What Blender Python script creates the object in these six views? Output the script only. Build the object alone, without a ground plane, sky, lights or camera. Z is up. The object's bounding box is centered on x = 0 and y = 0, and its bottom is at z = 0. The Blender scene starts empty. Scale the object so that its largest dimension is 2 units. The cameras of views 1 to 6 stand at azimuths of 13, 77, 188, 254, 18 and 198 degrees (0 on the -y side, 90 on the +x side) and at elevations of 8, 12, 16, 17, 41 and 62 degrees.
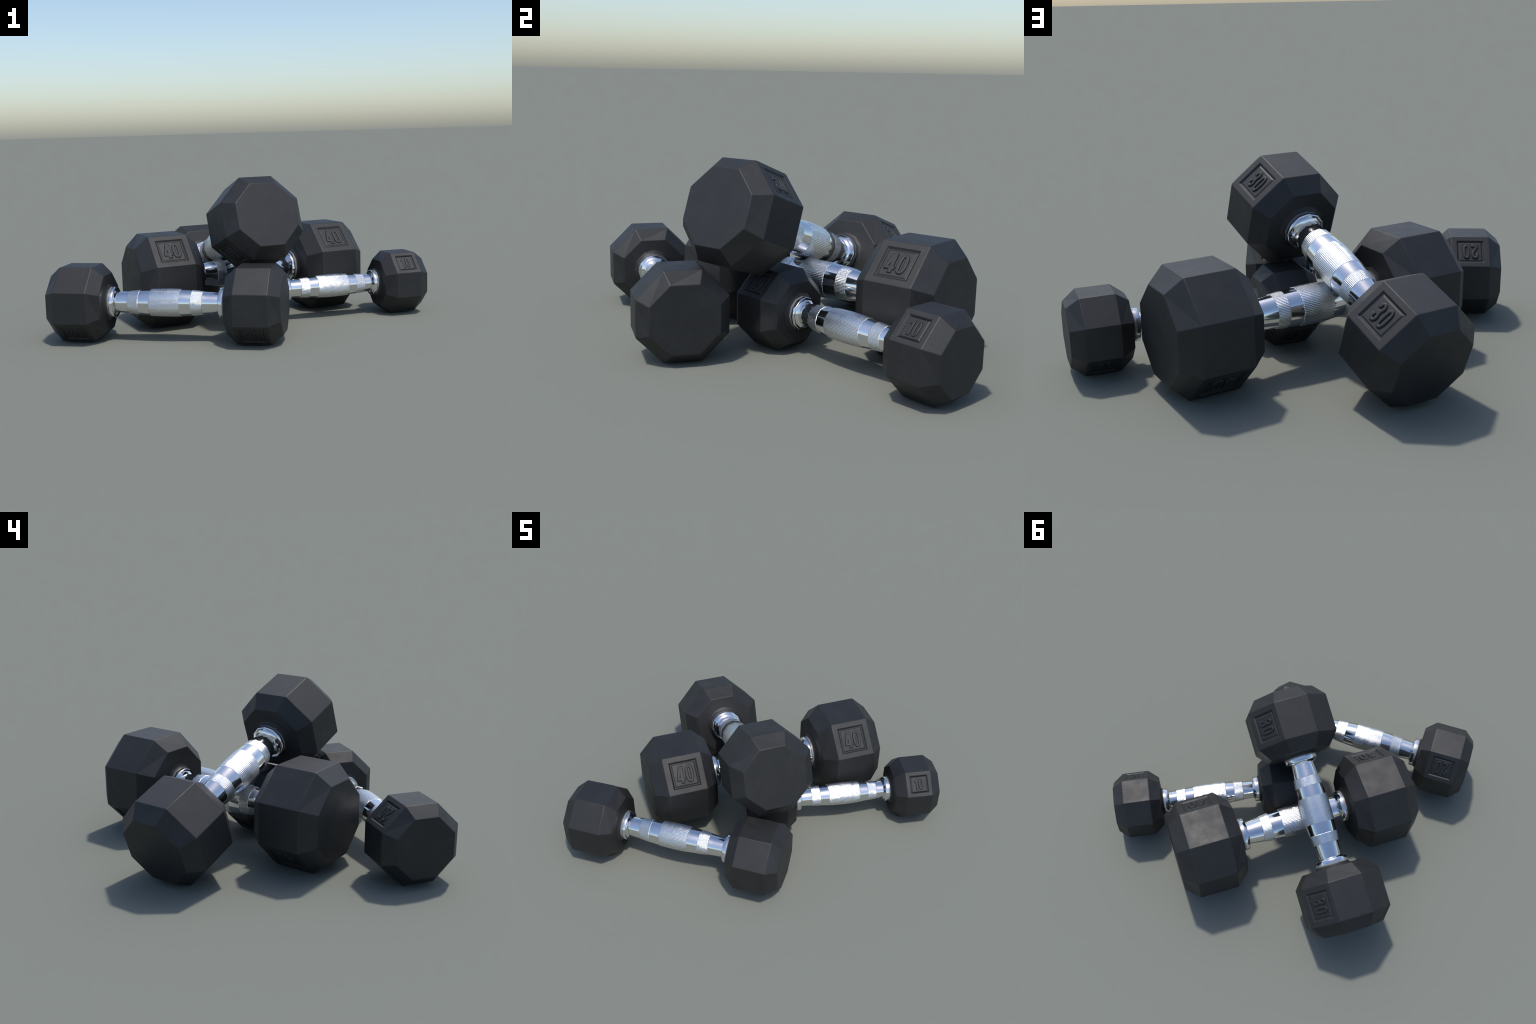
"""A pile of four octagonal rubber dumbbells with chromed, knurled handles."""
import math
import bpy
import bmesh
from mathutils import Matrix, Vector

PI = math.pi
SCENE = bpy.context.scene

# --------------------------------------------------------------------------
# the four dumbbells: pose of the bar's middle, sizes of heads and handle
# --------------------------------------------------------------------------
# yaw / pitch: direction of the bar, roll: turn of the marked face about the bar
# head: half-distance to inner and outer edge of the octagonal band, chamfer depths,
#       radius over corners of the band and of the smaller end face
# grip: (distance from middle, radius) of the tapering bar
# fig: width factor and spacing of the figures
# bands: half-lengths of middle knurl, and of the side knurls, and their shift along the bar
DUMBBELLS = [
    dict(mark="10", fig=(0.94, 0.07), pos=(0.4279, 0.1459, 0.1882), yaw=28.95, pitch=0.0, roll=135.0,
         inner=0.3652, outer=0.5192, cham=0.0607, R=0.1959, Rf=0.1472,
         grip=[(0.0, 0.0687), (0.05, 0.0678), (0.098, 0.0652), (0.147, 0.0606), (0.203, 0.0557), (0.243, 0.0535)],
         rim=0.2625, rc=0.0768, bands=(0.098, 0.1475, 0.2030, 0.008),
         label="small black octagonal rubber dumbbell with chrome handle"),
    dict(mark="20", fig=(0.92, 0.10), pos=(-0.3523, -0.5582, 0.2117), yaw=2.315, pitch=0.0, roll=45.0,
         inner=0.3974, outer=0.5810, cham=0.0612, R=0.2212, Rf=0.1663,
         grip=[(0.0, 0.0764), (0.045, 0.0758), (0.0855, 0.0742), (0.146, 0.0692), (0.209, 0.0617), (0.272, 0.0582)],
         rim=0.2925, rc=0.0855, bands=(0.0845, 0.1460, 0.2090, -0.008),
         label="medium black octagonal rubber dumbbell with chrome handle"),
    dict(mark="30", fig=(0.88, 0.11), pos=(-0.2338, 0.1372, 0.4356), yaw=128.02, pitch=-19.89, roll=134.95,
         inner=0.4098, outer=0.6305, cham=0.0722, R=0.2543, Rf=0.1905,
         grip=[(0.0, 0.0892), (0.04, 0.0888), (0.0785, 0.0874), (0.142, 0.0824), (0.199, 0.0760), (0.284, 0.0662)],
         rim=0.2895, rc=0.0958, bands=(0.0785, 0.1420, 0.1990, -0.002),
         label="black octagonal rubber dumbbell leaning on another one"),
    dict(mark="40", fig=(1.0, 0.06), pos=(-0.1059, 0.1716, 0.2727), yaw=37.95, pitch=0.0, roll=135.0,
         inner=0.4125, outer=0.6415, cham=0.0765, R=0.2870, Rf=0.2153,
         grip=[(0.0, 0.0890), (0.04, 0.0886), (0.0785, 0.0872), (0.142, 0.0822), (0.199, 0.0758), (0.284, 0.0663)],
         rim=0.2875, rc=0.0958, bands=(0.0785, 0.1420, 0.1990, -0.004),
         label="large black octagonal rubber dumbbell with chrome handle"),
]

# --------------------------------------------------------------------------
# materials
# --------------------------------------------------------------------------


class Tree:
    def __init__(self, name):
        self.mat = bpy.data.materials.new(name)
        self.mat.use_nodes = True
        self.t = self.mat.node_tree
        self.bsdf = self.t.nodes["Principled BSDF"]

    def n(self, kind, **props):
        node = self.t.nodes.new(kind)
        for k, v in props.items():
            setattr(node, k, v)
        return node

    def put(self, sock, value):
        if hasattr(value, "is_output"):
            self.t.links.new(value, sock)
        else:
            sock.default_value = value

    def math(self, op, a, b=0.0, c=None, clamp=False):
        m = self.n("ShaderNodeMath", operation=op, use_clamp=clamp)
        self.put(m.inputs[0], a)
        self.put(m.inputs[1], b)
        if c is not None:
            self.put(m.inputs[2], c)
        return m.outputs[0]

    def noise(self, vec, scale, detail=4.0, rough=0.55, stretch=None):
        if stretch:
            mp = self.n("ShaderNodeMapping")
            mp.inputs["Scale"].default_value = stretch
            self.put(mp.inputs["Vector"], vec)
            vec = mp.outputs[0]
        x = self.n("ShaderNodeTexNoise")
        self.put(x.inputs["Vector"], vec)
        x.inputs["Scale"].default_value = scale
        x.inputs["Detail"].default_value = detail
        x.inputs["Roughness"].default_value = rough
        return x.outputs["Fac"]

    def ramp(self, fac, stops):
        r = self.n("ShaderNodeValToRGB")
        el = r.color_ramp.elements
        while len(el) < len(stops):
            el.new(0.5)
        for e, (p, v) in zip(el, stops):
            e.position = p
            e.color = (v, v, v, 1) if not hasattr(v, "__len__") else (*v, 1)
        self.put(r.inputs[0], fac)
        return r.outputs[0]

    def mix(self, fac, a, b):
        m = self.n("ShaderNodeMix", data_type="RGBA")
        self.put(m.inputs[0], fac)
        for s, v in ((m.inputs[6], a), (m.inputs[7], b)):
            self.put(s, (*v, 1) if isinstance(v, tuple) else v)
        return m.outputs[2]

    def coord(self):
        return self.n("ShaderNodeTexCoord").outputs["Object"]


def rubber_material():
    T = Tree("moulded_black_rubber")
    co = T.coord()
    rnd = T.n("ShaderNodeObjectInfo").outputs["Random"]
    off = T.n("ShaderNodeVectorMath", operation="ADD")
    comb = T.n("ShaderNodeCombineXYZ")
    for i in range(3):
        T.put(comb.inputs[i], T.math("MULTIPLY", rnd, 7.0 + 5 * i))
    T.put(off.inputs[0], co)
    T.put(off.inputs[1], comb.outputs[0])
    v = off.outputs[0]
    # cloudy dust, with finer powder in it
    cloud = T.ramp(T.noise(v, 9.0, 5.0, 0.62), [(0.42, 0.0), (0.72, 1.0)])
    powder = T.ramp(T.noise(v, 46.0, 4.0, 0.6), [(0.40, 0.25), (0.70, 1.0)])
    dust = T.math("MULTIPLY", cloud, powder)
    base = T.mix(T.math("MULTIPLY", dust, 0.42), (0.0116, 0.0119, 0.0126), (0.032, 0.0325, 0.0335))
    # faint rubbed streaks along the bar
    streak = T.ramp(T.noise(v, 26.0, 3.0, 0.6, (0.35, 2.6, 2.6)), [(0.5, 0.0), (0.78, 1.0)])
    base = T.mix(T.math("MULTIPLY", streak, 0.14), base, (0.036, 0.036, 0.038))
    T.put(T.bsdf.inputs["Base Color"], base)
    blot = T.ramp(T.noise(v, 12.0, 6.0, 0.65), [(0.30, 0.0), (0.70, 1.0)])
    rough = T.math("ADD", 0.50, T.math("MULTIPLY", blot, 0.12))
    T.put(T.bsdf.inputs["Roughness"], rough)
    T.bsdf.inputs["Specular IOR Level"].default_value = 0.52
    b = T.n("ShaderNodeBump")
    b.inputs["Strength"].default_value = 0.10
    b.inputs["Distance"].default_value = 0.002
    T.put(b.inputs["Height"], T.noise(v, 240.0, 3.0, 0.6))
    T.put(T.bsdf.inputs["Normal"], b.outputs[0])
    return T.mat


def chrome(name, tint=(0.80, 0.81, 0.825)):
    T = Tree(name)
    co = T.coord()
    T.bsdf.inputs["Metallic"].default_value = 1.0
    T.put(T.bsdf.inputs["Base Color"], (*tint, 1))
    return T, co


def chrome_material():
    T, co = chrome("polished_chrome")
    smear = T.ramp(T.noise(co, 17.0, 5.0, 0.6), [(0.50, 0.0), (0.74, 1.0)])
    fine = T.ramp(T.noise(co, 150.0, 3.0, 0.65), [(0.45, 0.2), (0.75, 1.0)])
    rough = T.math("ADD", 0.095, T.math("MULTIPLY", T.math("MULTIPLY", smear, fine), 0.24))
    T.put(T.bsdf.inputs["Roughness"], rough)
    scr = T.n("ShaderNodeTexWave", wave_type="BANDS", bands_direction="DIAGONAL")
    T.put(scr.inputs["Vector"], co)
    scr.inputs["Scale"].default_value = 14.0
    scr.inputs["Distortion"].default_value = 9.0
    scr.inputs["Detail"].default_value = 3.0
    line = T.ramp(scr.outputs["Fac"], [(0.975, 0.0), (0.995, 1.0)])
    b = T.n("ShaderNodeBump")
    b.inputs["Strength"].default_value = 0.05
    b.inputs["Distance"].default_value = 0.001
    T.put(b.inputs["Height"], T.math("MULTIPLY", line, smear))
    T.put(T.bsdf.inputs["Normal"], b.outputs[0])
    return T.mat


def collar_material():
    """chrome that fades into a rubber skin towards the head; the object property "fade" tells where"""
    T, co = chrome("collar_chrome")
    sep = T.n("ShaderNodeSeparateXYZ")
    T.put(sep.inputs[0], co)
    at = T.n("ShaderNodeAttribute", attribute_type="OBJECT", attribute_name='["fade"]').outputs["Fac"]
    wob = T.math("MULTIPLY", T.math("SUBTRACT", T.noise(co, 40.0, 3.0), 0.5), 0.006)
    d = T.math("ADD", T.math("SUBTRACT", T.math("ABSOLUTE", sep.outputs[0]), at), wob)
    m = T.math("MULTIPLY_ADD", d, 62.0, 0.5, clamp=True)
    T.put(T.bsdf.inputs["Base Color"], T.mix(m, (0.80, 0.81, 0.825), (0.0122, 0.0125, 0.0134)))
    T.put(T.bsdf.inputs["Metallic"], T.math("SUBTRACT", 1.0, m))
    T.put(T.bsdf.inputs["Roughness"], T.math("MULTIPLY_ADD", m, 0.32, 0.11))
    return T.mat


def knurl_material():
    T, co = chrome("knurled_chrome", (0.80, 0.81, 0.825))
    sep = T.n("ShaderNodeSeparateXYZ")
    T.put(sep.inputs[0], co)
    x, y, z = sep.outputs
    ang = T.math("ARCTAN2", y, z)
    lines = T.math("SINE", T.math("MULTIPLY", ang, 72.0))
    slant = T.math("ADD", T.math("MULTIPLY", ang, 36.0), T.math("MULTIPLY", x, 760.0))
    cross = T.math("SINE", slant)
    h = T.math("ADD", T.math("MULTIPLY", lines, 0.5), T.math("MULTIPLY", cross, 0.06))
    grain = T.noise(co, 210.0, 3.0, 0.7)
    h = T.math("MULTIPLY_ADD", grain, 0.75, h)
    worn = T.ramp(T.noise(co, 22.0, 4.0, 0.6), [(0.35, 0.65), (0.70, 1.0)])
    b = T.n("ShaderNodeBump")
    b.inputs["Distance"].default_value = 0.0014
    T.put(b.inputs["Strength"], T.math("MULTIPLY", worn, 0.95))
    T.put(b.inputs["Height"], h)
    T.put(T.bsdf.inputs["Normal"], b.outputs[0])
    T.put(T.bsdf.inputs["Roughness"], T.math("MULTIPLY_ADD", worn, 0.14, 0.17))
    return T.mat


RUBBER = rubber_material()
CHROME = chrome_material()
KNURL = knurl_material()
COLLAR = collar_material()

# --------------------------------------------------------------------------
# numerals: condensed bold figures, drawn in a cell of height 1, base at 0
# --------------------------------------------------------------------------


def oval(cx, cy, rx, ry, n=28, power=2.6):
    out = []
    for i in range(n):
        a = 2 * PI * i / n
        c, s = math.cos(a), math.sin(a)
        out.append((cx + rx * math.copysign(abs(c) ** (2 / power), c),
                    cy + ry * math.copysign(abs(s) ** (2 / power), s)))
    return out


def arc(cx, cy, rx, ry, a0, a1, n=9):
    return [(cx + rx * math.cos(math.radians(a0 + (a1 - a0) * i / n)),
             cy + ry * math.sin(math.radians(a0 + (a1 - a0) * i / n))) for i in range(n + 1)]


def figure_outlines(ch):
    """closed outlines (outer one first, then holes); each figure is about 0.4 wide"""
    if ch == "0":
        return [oval(0.235, 0.50, 0.235, 0.50), oval(0.235, 0.50, 0.070, 0.365)], 0.47
    if ch == "1":
        return [[(0.125, 0.0), (0.305, 0.0), (0.305, 1.0), (0.185, 1.0), (0.14, 0.90), (0.0, 0.83), (0.0, 0.69), (0.125, 0.74)]], 0.305
    if ch == "4":
        return [[(0.235, 0.0), (0.405, 0.0), (0.405, 0.17), (0.48, 0.17), (0.48, 0.32), (0.405, 0.32), (0.405, 1.0),
                 (0.195, 1.0), (0.0, 0.33), (0.0, 0.17), (0.235, 0.17)],
                [(0.235, 0.32), (0.150, 0.32), (0.235, 0.66)]], 0.48
    if ch == "2":
        return [[(0.0, 0.0), (0.455, 0.0), (0.455, 0.16), (0.205, 0.16), (0.40, 0.47), (0.46, 0.63)]
                + arc(0.23, 0.77, 0.23, 0.23, 0, 180) + [(0.0, 0.63), (0.165, 0.63)]
                + arc(0.232, 0.765, 0.067, 0.105, 180, 0) + [(0.297, 0.66), (0.245, 0.53), (0.0, 0.17)]], 0.46
    # "3"
    return [arc(0.228, 0.755, 0.228, 0.245, 180, -40) + arc(0.228, 0.265, 0.235, 0.265, 42, -180)
            + [(0.0, 0.36), (0.165, 0.36)] + arc(0.228, 0.262, 0.065, 0.125, 180, 410)
            + [(0.14, 0.445), (0.14, 0.575)] + arc(0.228, 0.75, 0.065, 0.115, -50, 180)
            + [(0.165, 0.66), (0.0, 0.66)]], 0.463


def figure_mesh(ch, height, squeeze):
    outlines, width = figure_outlines(ch)
    cu = bpy.data.curves.new("numeral_outline", "CURVE")
    cu.dimensions = "2D"
    cu.fill_mode = "BOTH"
    for pts in outlines:
        sp = cu.splines.new("POLY")
        sp.points.add(len(pts) - 1)
        for p, (px, py) in zip(sp.points, pts):
            p.co = ((px - width / 2) * height * squeeze, (py - 0.5) * height, 0, 1)
        sp.use_cyclic_u = True
    cu.extrude = 0.012 * height
    cu.bevel_depth = 0.050 * height
    cu.offset = -0.034 * height
    cu.bevel_resolution = 2
    ob = bpy.data.objects.new("numeral_outline", cu)
    SCENE.collection.objects.link(ob)
    deps = bpy.context.evaluated_depsgraph_get()
    me = bpy.data.meshes.new_from_object(ob.evaluated_get(deps))
    bpy.data.objects.remove(ob)
    bpy.data.curves.remove(cu)
    me.name = "numeral_" + ch
    me.materials.clear()
    me.materials.append(RUBBER)
    me.set_sharp_from_angle(angle=math.radians(40))
    return me, width * height * squeeze


# --------------------------------------------------------------------------
# lathe for bar, collars, knurled sleeves and rubber hubs (bar axis = local x)
# --------------------------------------------------------------------------
SIDES = 12
PLATE_DEPTH = 0.0145     # depth of the sunken label plates, in head radii


def lathe(bm, profile, sides=SIDES, sharp=32.0, phase=0.5):
    rings = []
    for x, r in profile:
        rings.append([bm.verts.new((x, r * math.sin(2 * PI * (i + phase) / sides), r * math.cos(2 * PI * (i + phase) / sides)))
                      for i in range(sides)])
    for a, b in zip(rings, rings[1:]):
        for i in range(sides):
            j = (i + 1) % sides
            f = bm.faces.new((a[i], a[j], b[j], b[i]))
            f.smooth = True
    for k in range(1, len(rings) - 1):
        (x0, r0), (x1, r1), (x2, r2) = profile[k - 1:k + 2]
        turn = abs((math.degrees(math.atan2(r2 - r1, x2 - x1) - math.atan2(r1 - r0, x1 - x0)) + 180) % 360 - 180)
        if turn > sharp:
            for i in range(sides):
                bm.edges.get((rings[k][i], rings[k][(i + 1) % sides])).smooth = False
    bm.faces.new(rings[0]).smooth = False
    bm.faces.new(list(reversed(rings[-1]))).smooth = False
    for ring in (rings[0], rings[-1]):
        for i in range(sides):
            bm.edges.get((ring[i], ring[(i + 1) % sides])).smooth = False
    return rings


def finish(bm, name, mat):
    bmesh.ops.recalc_face_normals(bm, faces=bm.faces[:])
    me = bpy.data.meshes.new(name)
    bm.to_mesh(me)
    bm.free()
    me.materials.append(mat)
    return me


def smooth_profile(pts, t):
    """Catmull-Rom radius at |t| through (distance, radius) points, mirrored at the middle"""
    t = abs(t)
    ext = [(-pts[1][0], pts[1][1])] + pts
    ext.append((2 * pts[-1][0] - pts[-2][0], 2 * pts[-1][1] - pts[-2][1]))
    for k in range(1, len(ext) - 2):
        if t <= ext[k + 1][0] or k == len(ext) - 3:
            (xa, ra), (xb, rb), (xc, rc), (xd, rd) = ext[k - 1:k + 3]
            u = (t - xb) / (xc - xb)
            mb = (rc - ra) / (xc - xa) * (xc - xb)
            mc = (rd - rb) / (xd - xb) * (xc - xb)
            return ((2 * u ** 3 - 3 * u ** 2 + 1) * rb + (u ** 3 - 2 * u ** 2 + u) * mb
                    + (-2 * u ** 3 + 3 * u ** 2) * rc + (u ** 3 - u ** 2) * mc)


# --------------------------------------------------------------------------
# head: octagonal band, chamfers to smaller end faces, recessed label plates
# --------------------------------------------------------------------------


def head_mesh(d, side):
    """octagonal rubber head; local x along the bar, marked faces towards +z and -z.
    The origin is the head's middle; side = +1 / -1 tells which way is outwards."""
    mid = (d["inner"] + d["outer"]) / 2
    hw = (d["outer"] - d["inner"]) / 2
    bm = bmesh.new()

    def ring(x, r):
        # corner k and k+1 bound face k; face 0 looks to +z
        return [bm.verts.new((x, r * math.sin(PI / 4 * (k - 0.5)), r * math.cos(PI / 4 * (k - 0.5)))) for k in range(8)]

    rings = [ring(-hw - d["cham"], d["Rf"]), ring(-hw, d["R"]), ring(hw, d["R"]), ring(hw + d["cham"], d["Rf"])]
    for n, (a, b) in enumerate(zip(rings, rings[1:])):
        for k in range(8):
            j = (k + 1) % 8
            if n == 1 and k in (0, 4):
                label_plate(bm, a[k], a[j], b[j], b[k], d["R"])
            else:
                bm.faces.new((a[k], a[j], b[j], b[k]))
    bm.faces.new(rings[0])
    bm.faces.new(list(reversed(rings[-1])))
    bmesh.ops.recalc_face_normals(bm, faces=bm.faces[:])
    bm.normal_update()
    corners = {v for r in rings for v in r}
    main = [e for e in bm.edges if e.verts[0] in corners and e.verts[1] in corners]
    fine = [e for e in bm.edges if e.verts[0] not in corners and e.verts[1] not in corners]
    rounded = set()
    for edges, width, steps in ((fine, 0.0011, 1), (main, 0.0034, 2)):
        rounded |= set(bmesh.ops.bevel(bm, geom=edges, offset=width, offset_type="OFFSET", segments=steps, profile=0.5,
                                       affect="EDGES", clamp_overlap=True)["faces"])
    rounded = {f for f in rounded if f.is_valid}
    bm.normal_update()
    # flat faces lend their normal to the rounded edges around them
    lent = {}
    for f in bm.faces:
        if f not in rounded:
            for v in f.verts:
                lent.setdefault(v, Vector()).__iadd__(f.normal)
    # flat chamfers split diagonally; tilted normals bake in a lighter and darker half
    flat = [f for f in bm.faces if f not in rounded]
    lean = {}
    for f in flat:
        if len(f.verts) == 4 and 0.2 < abs(f.normal.x) < 0.95 and abs(f.calc_center_median().x) > hw:
            c = f.calc_center_median()
            t = Vector((1, 0, 0)).cross(c).normalized()
            big = sorted(f.verts, key=lambda v: -math.hypot(v.co.y, v.co.z))
            outer, inner = big[:2], big[2:]
            p = min(outer, key=lambda v: (v.co - c).dot(t))
            q = max(inner, key=lambda v: (v.co - c).dot(t))
            new, _ = bmesh.utils.face_split(f, p, q)
            for half in (f, new):
                edge_side = sum(1 for v in half.verts if v in outer) == 2
                lean[half] = t * (-0.035 if edge_side else 0.060)
    bm.normal_update()
    bm.faces.index_update()
    for f in bm.faces:
        f.smooth = True
    normals = []
    for f in bm.faces:
        for loop in f.loops:
            if f in rounded:
                n = lent[loop.vert] if loop.vert in lent else loop.vert.normal
            else:
                n = f.normal + lean.get(f, Vector())
            normals.append(n.normalized()[:])
    me = bpy.data.meshes.new("weight_head")
    bm.to_mesh(me)
    bm.free()
    me.normals_split_custom_set(normals)
    me.materials.append(RUBBER)
    return me


def label_plate(bm, v00, v01, v11, v10, R):
    """flat frame, sloping walls and sunken floor in place of one band face"""
    def at(u, v, sink):
        p = (v00.co * (1 - u) + v10.co * u) * (1 - v) + (v01.co * (1 - u) + v11.co * u) * v
        n = Vector((0, p.y * 0, p.z)).normalized()
        return bm.verts.new(p - n * sink)

    depth = PLATE_DEPTH * R
    # (margin, depth): edge of the frame, foot of the wall, moat, raised floor
    steps = [(0.138, 0.0), (0.178, 1.9 * depth), (0.192, 1.9 * depth), (0.222, depth)]
    loops = [[v00, v01, v11, v10]]
    for m, z in steps:
        loops.append([at(m, m, z), at(m, 1 - m, z), at(1 - m, 1 - m, z), at(1 - m, m, z)])
    for a, b in zip(loops, loops[1:]):
        for k in range(4):
            j = (k + 1) % 4
            bm.faces.new((a[k], a[j], b[j], b[k]))
    bm.faces.new(loops[-1])


def add(name, me, parent, local):
    ob = bpy.data.objects.new(name, me)
    SCENE.collection.objects.link(ob)
    ob.parent = parent
    ob.matrix_parent_inverse = Matrix.Identity(4)
    ob.matrix_basis = local
    return ob


def build(d):
    yaw, pitch, roll = (math.radians(d[k]) for k in ("yaw", "pitch", "roll"))
    ax = Vector((math.cos(pitch) * math.cos(yaw), math.cos(pitch) * math.sin(yaw), math.sin(pitch)))
    level = Vector((-math.sin(yaw), math.cos(yaw), 0))
    up = ax.cross(level)
    zz = level * math.cos(roll) + up * math.sin(roll)
    yy = zz.cross(ax)
    pose = Matrix((ax, yy, zz)).transposed().to_4x4()
    pose.translation = Vector(d["pos"])

    root = bpy.data.objects.new("dumbbell", None)
    root.empty_display_size = 0.1
    SCENE.collection.objects.link(root)
    base = Matrix.Translation((d["pos"][0], d["pos"][1], 0.0)) @ Matrix.Rotation(yaw, 4, "Z")
    root.matrix_basis = base
    root["label"] = d["label"]
    root["category"] = "dumbbell"
    local = base.inverted() @ pose

    # ---- bar
    rim, rc = d["rim"], d["rc"]
    n = 28
    prof = [(-rim - 0.004 + (2 * rim + 0.008) * i / n, 0) for i in range(n + 1)]
    prof = [(x, smooth_profile(d["grip"], x)) for x, _ in prof]
    bm = bmesh.new()
    lathe(bm, prof)
    handle = add("handle", finish(bm, "handle", CHROME), root, local)

    # ---- knurled sleeves, a hair proud of the bar
    cen, s0, s1, shift = d["bands"]
    for lo, hi in ((-cen, cen), (s0, s1), (-s1, -s0)):
        lo, hi = lo + shift, hi + shift
        m = max(3, round((hi - lo) / 0.02))
        inset = 0.0020
        body = [(lo + inset + (hi - lo - 2 * inset) * i / m) for i in range(m + 1)]
        prof = [(lo, smooth_profile(d["grip"], lo) - 0.002), (lo, smooth_profile(d["grip"], lo) + 0.0001)]
        prof += [(x, smooth_profile(d["grip"], x) + 0.0014) for x in body]
        prof += [(hi, smooth_profile(d["grip"], hi) + 0.0001), (hi, smooth_profile(d["grip"], hi) - 0.002)]
        bm = bmesh.new()
        lathe(bm, prof, sharp=25.0)
        add("knurled_grip", finish(bm, "knurled_grip", KNURL), handle, Matrix.Identity(4))

    # ---- collars
    face = d["inner"] - d["cham"]
    rh = smooth_profile(d["grip"], rim)
    gap = rc - rh
    prof = [(rim - 0.012, rh - 0.003), (rim - 0.007, rh + 0.06 * gap), (rim - 0.004, rh + 0.34 * gap), (rim + 0.0025, rh + 0.52 * gap),
            (rim + 0.0015, rh + 0.70 * gap), (rim + 0.0005, rh + 0.90 * gap), (rim + 0.0045, rc),
            (rim + 0.018, rc), (face + 0.004, rc), (face + 0.004, rc - 0.02)]
    for s in (1, -1):
        bm = bmesh.new()
        lathe(bm, [(s * x, r) for x, r in prof], sharp=58.0)
        add("collar", finish(bm, "collar", COLLAR), handle, Matrix.Identity(4))["fade"] = rim + 0.56 * (face - rim)

    # ---- heads, each with its hub and two marked plates
    mid = (d["inner"] + d["outer"]) / 2
    face = d["inner"] - d["cham"]
    side_len = 2 * d["R"] * math.sin(PI / 8)
    apo = d["R"] * math.cos(PI / 8)
    fig_h = 0.455 * side_len
    figs = {ch: figure_mesh(ch, fig_h, d["fig"][0]) for ch in sorted(set(d["mark"]))}
    for s in (1, -1):
        head = add("weight_head", head_mesh(d, s), root, local @ Matrix.Translation((s * mid, 0, 0)))
        bm = bmesh.new()
        hub = [(face + 0.003, rc * 1.23), (face - 0.0008, rc * 1.18), (face - 0.003, rc * 1.12), (face - 0.0075, rc * 1.045),
               (face - 0.013, rc * 1.006), (face - 0.016, rc * 0.985), (face - 0.016, rc * 0.90)]
        lathe(bm, [(s * (x - mid), r) for x, r in hub], sharp=80.0)
        add("hub", finish(bm, "hub", RUBBER), head, Matrix.Identity(4))
        total = sum(figs[ch][1] for ch in d["mark"]) + d["fig"][1] * fig_h
        floor = apo - PLATE_DEPTH * d["R"]
        for turn in (0.0, PI):
            plate = Matrix.Rotation(turn, 4, "X") @ Matrix.Translation((0, 0, floor))
            # reading direction runs along the bar; the figures' tops point to local +y
            x = -total / 2
            for ch in d["mark"]:
                me, wd = figs[ch]
                add("numeral", me, head, plate @ Matrix.Translation((x + wd / 2, 0, 0.0)))
                x += wd + d["fig"][1] * fig_h


for spec in DUMBBELLS:
    build(spec)
bpy.context.view_layer.update()
